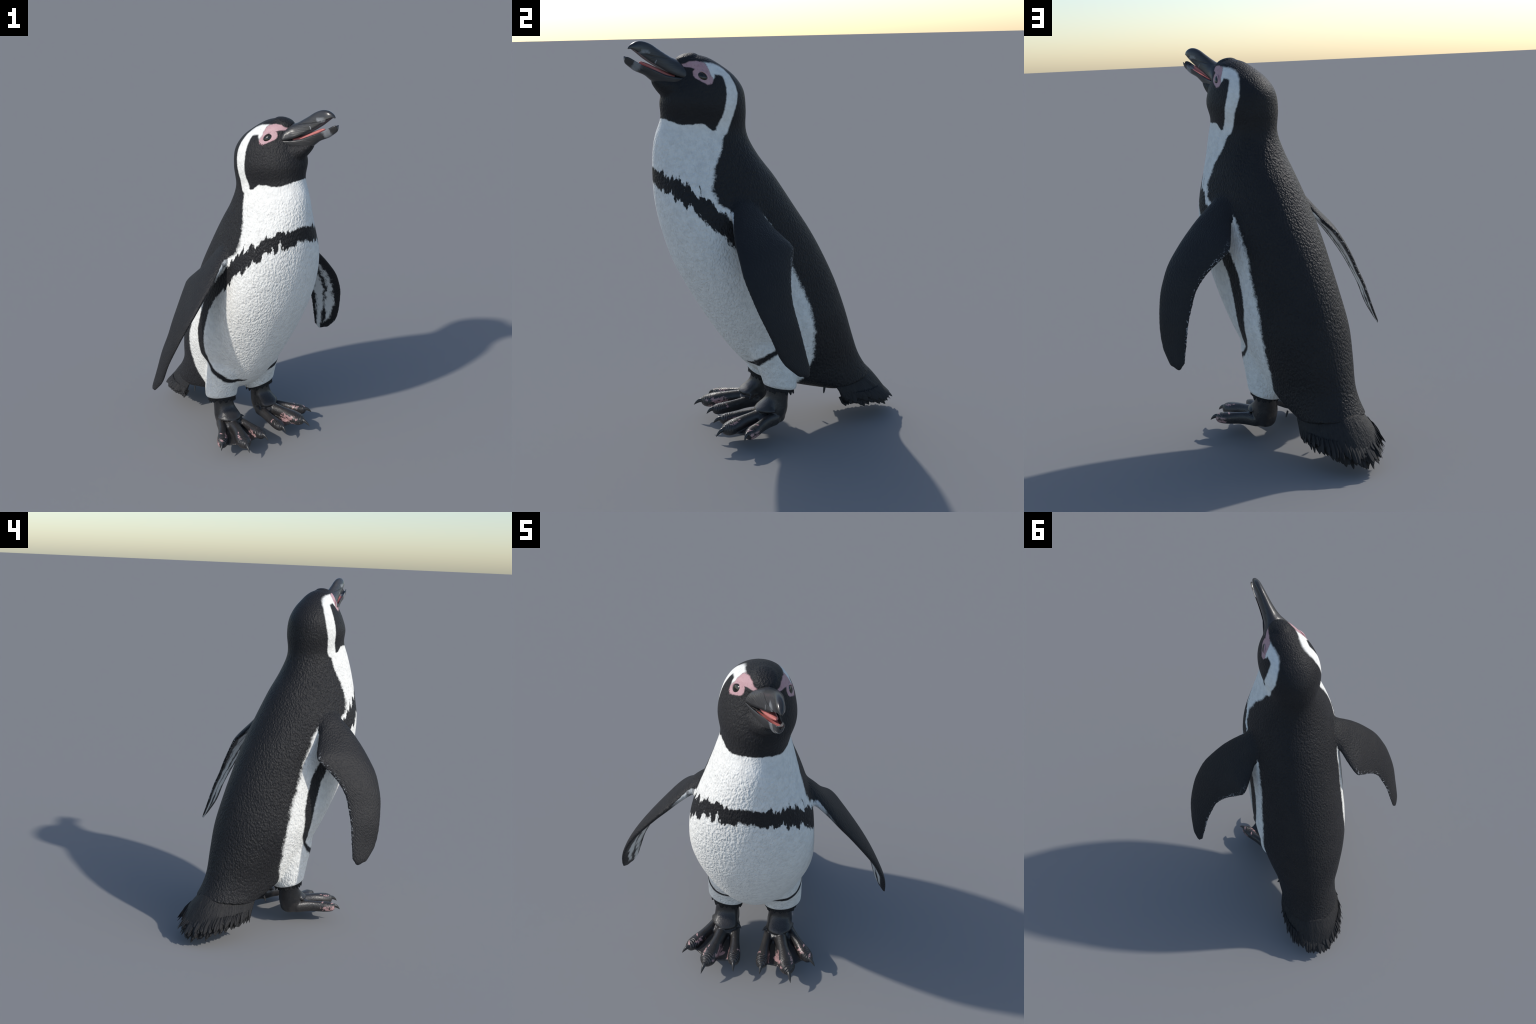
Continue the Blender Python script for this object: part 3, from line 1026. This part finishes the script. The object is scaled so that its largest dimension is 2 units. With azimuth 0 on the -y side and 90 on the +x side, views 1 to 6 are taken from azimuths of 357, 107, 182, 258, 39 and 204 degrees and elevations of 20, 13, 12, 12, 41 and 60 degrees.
def feather_mesh(name, L, w0, w1, tip, curl, thick=.0025, n=12):
    """blade along +x, width along y, curled in z, tapering to a ragged point"""
    V, F = [], []
    for i in range(n + 1):
        t = i / n
        w = (w0 * (1 - t) + w1 * t) * (1 if t < .62 else math.sqrt(max(0.0, 1 - ((t - .62) / .38) ** 2)) * (1 - tip) + tip * (1 - (t - .62) / .38))
        w = max(w, .0006)
        for k in range(5):
            u = -1 + k / 2
            zt = curl * t * t + .04 * w * (1 - u * u)
            V.append((L * t, w * u, zt + thick * (1 - .7 * t)))
        for k in range(5):
            u = -1 + k / 2
            zt = curl * t * t + .04 * w * (1 - u * u)
            V.append((L * t, w * u * .98, zt - thick * (1 - .7 * t)))
    for i in range(n):
        a = i * 10
        for k in range(4):
            F.append((a + k, a + k + 1, a + 10 + k + 1, a + 10 + k))
            F.append((a + 5 + k, a + 15 + k, a + 15 + k + 1, a + 5 + k + 1))
        F.append((a, a + 10, a + 15, a + 5))
        F.append((a + 4, a + 9, a + 19, a + 14))
    F.append((0, 5, 6, 1)); F.append((1, 6, 7, 2)); F.append((2, 7, 8, 3)); F.append((3, 8, 9, 4))
    e = n * 10
    for k in range(4):
        F.append((e + k, e + k + 1, e + 5 + k + 1, e + 5 + k))
    return mesh_from(name, V, F)


FM = [feather_mesh("tail_feather", 1.0, .115 + .02 * i, .085 + .012 * i, (.15, .5, .8)[i], -.02 * i, .007) for i in range(3)]
for me in FM:
    me.materials.append(M_TAIL)

tail = bpy.data.objects.new("tail", None)
COL.objects.link(tail)
tail.parent = root

# rim of the body at the rump and the tips of the skirt, from the middle (u=0) to the front corner (u=1)
RIM = [(-.555, .000, .240), (-.545, .045, .236), (-.510, .092, .225), (-.455, .130, .213), (-.385, .155, .206), (-.315, .160, .206)]
TIP_LOW = [(-.662, .000, .036), (-.650, .045, .040), (-.612, .100, .056), (-.550, .148, .080), (-.458, .176, .098), (-.352, .172, .106)]
TIP_TOP = [(-.684, .000, .072), (-.674, .054, .078), (-.640, .103, .093), (-.575, .158, .112), (-.472, .184, .124), (-.357, .178, .134)]


def blade(parent, mesh, a, b, out, name, width=1.0):
    a, b, out = Vector(a), Vector(b), Vector(out)
    d = b - a
    L = d.length
    d.normalize()
    zz = (out - d * out.dot(d)).normalized()
    yy = zz.cross(d)
    M = Matrix.Identity(4)
    for i in range(3):
        M[i][0], M[i][1], M[i][2], M[i][3] = d[i] * L, yy[i] * L * width, zz[i] * .2, a[i]
    o = bpy.data.objects.new(name, mesh)
    COL.objects.link(o)
    o.parent = parent
    o.matrix_local = M
    return o


def at(curve, u):
    C = catmull(curve, 61)
    k = min(abs(u), 1) * 60
    i = min(int(k), 59)
    p = C[i] * (1 - (k - i)) + C[i + 1] * (k - i)
    return np.array([p[0], p[1] * (1 if u >= 0 else -1), p[2]])


# the close-packed bases of the tail feathers form one smooth skirt
NU, NS = 90, 26
V, F = [], []
cen = np.array([-.42, 0, .27])
for i in range(NU + 1):
    u = -1 + 2 * i / NU
    r = at(RIM, u)
    r0 = r - (cen - r) * .022 - (at(TIP_TOP, u) - r) * .12
    top, low = at(TIP_TOP, u), at(TIP_LOW, u)
    reach = .83 + .06 * math.sin(u * 31) * math.sin(u * 17 + 1)
    for k in range(NS):
        t = k / (NS - 1)
        if t < .5:
            q = t * 2
            end = r + (top - r) * reach
            bul = np.array([0, 0, .010]) * math.sin(q * math.pi) if abs(u) < .5 else np.zeros(3)
            V.append(r0 + (end - r0) * q + bul)
        else:
            q = (t - .5) * 2
            r1 = r + (cen - r) * .16
            end = r + (low - r) * reach
            V.append(end + (r1 - end) * q)
for i in range(NU):
    for k in range(NS):
        k2 = (k + 1) % NS
        F.append((i * NS + k, i * NS + k2, (i + 1) * NS + k2, (i + 1) * NS + k))
F.append(tuple(range(NS)))
F.append(tuple(reversed(range(NU * NS, NU * NS + NS))))
obj("tail_coverts", mesh_from("tail_coverts", V, F), tail, M_SKIRT)

for layer, (tips, count) in enumerate(((TIP_LOW, 84), (TIP_TOP, 90), (None, 80))):
    for i in range(count):
        u = -1 + 2 * (i + .5) / count + rng.normal(0, .004)
        r = at(RIM, u)
        tip = at(tips, u) if tips is not None else (at(TIP_LOW, u) * .5 + at(TIP_TOP, u) * .5)
        cen = np.array([-.42, 0, .27])
        out = (r - cen) * np.array([1, 1.3, .4]) + np.array([0, 0, .06])
        base = r + (cen - r) * (.05, .035, .04)[layer] + (tip - r) * (.50, .55, .50)[layer]
        tip = r + (tip - r) * min(1.06, .98 + rng.normal(0, .09)) + rng.normal(0, .004, 3)
        tip[2] = max(tip[2], .012)
        L = np.linalg.norm(tip - base)
        blade(tail, FM[int(rng.integers(0, 3)) if abs(u) > .3 else 0], base, tip, out, "tail_feather", (.0150 / L / .115) * rng.uniform(.75, 1.15))

# black downy cuffs where the thigh feathers end: a soft ring with ragged short feathers
CUFF_FM = feather_mesh("cuff_feather", 1.0, .30, .22, .55, 0, .05)
CUFF_FM.materials.append(M_CUFF)
for s in (1, -1):
    st = [(-.002, .140, .305, .070, .078, .18, .14), (.000, .139, .275, .076, .083, .2, .16), (.002, .138, .250, .074, .080, .2, .16), (.004, .138, .238, .062, .064, .2, .16)]
    A = ell_rings(catmull(st, 14), 48)
    A[..., 2] += .0025 * np.sin(np.arange(48) * 2.7)[None, :]
    A[..., 1] *= s
    cuff = obj("leg_cuff", loft(A, "leg_cuff"), root, M_CUFF)
    bm = bmesh.new()
    for i in range(54):
        a = 2 * np.pi * i / 54 + rng.normal(0, .03)
        c, sn = math.cos(a), math.sin(a)
        base = Vector((.000 + .070 * c, (.139 + .077 * sn), .268 + .070 * c * .2 + .077 * sn * .16))
        L = rng.uniform(.020, .046)
        tipv = base + Vector((c * .006, sn * .006, -L))
        d = (tipv - base).normalized()
        o_ = Vector((c, sn, 0))
        zz = (o_ - d * o_.dot(d)).normalized()
        yy = zz.cross(d)
        M = Matrix.Identity(4)
        for k in range(3):
            M[k][0], M[k][1], M[k][2], M[k][3] = d[k] * L, yy[k] * L, zz[k] * .04, base[k]
        t = CUFF_FM.copy()
        t.transform(M)
        bm.from_mesh(t)
        bpy.data.meshes.remove(t)
    for v in bm.verts:
        v.co.y *= s
    bmesh.ops.recalc_face_normals(bm, faces=bm.faces)
    me = bpy.data.meshes.new("cuff_down")
    bm.to_mesh(me)
    bm.free()
    me.polygons.foreach_set("use_smooth", [True] * len(me.polygons))
    o = obj("cuff_down", me, cuff, M_CUFF)
    o["kind"] = "stuff"
    # stray feather under the flank
    blade(tail, FM[0], (-.240, s * .168, .232), (-.231, s * .176, .197), (0, s, 0), "flank_feather", 1.5)

for me in list(bpy.data.meshes):
    if me.users == 0:
        bpy.data.meshes.remove(me)
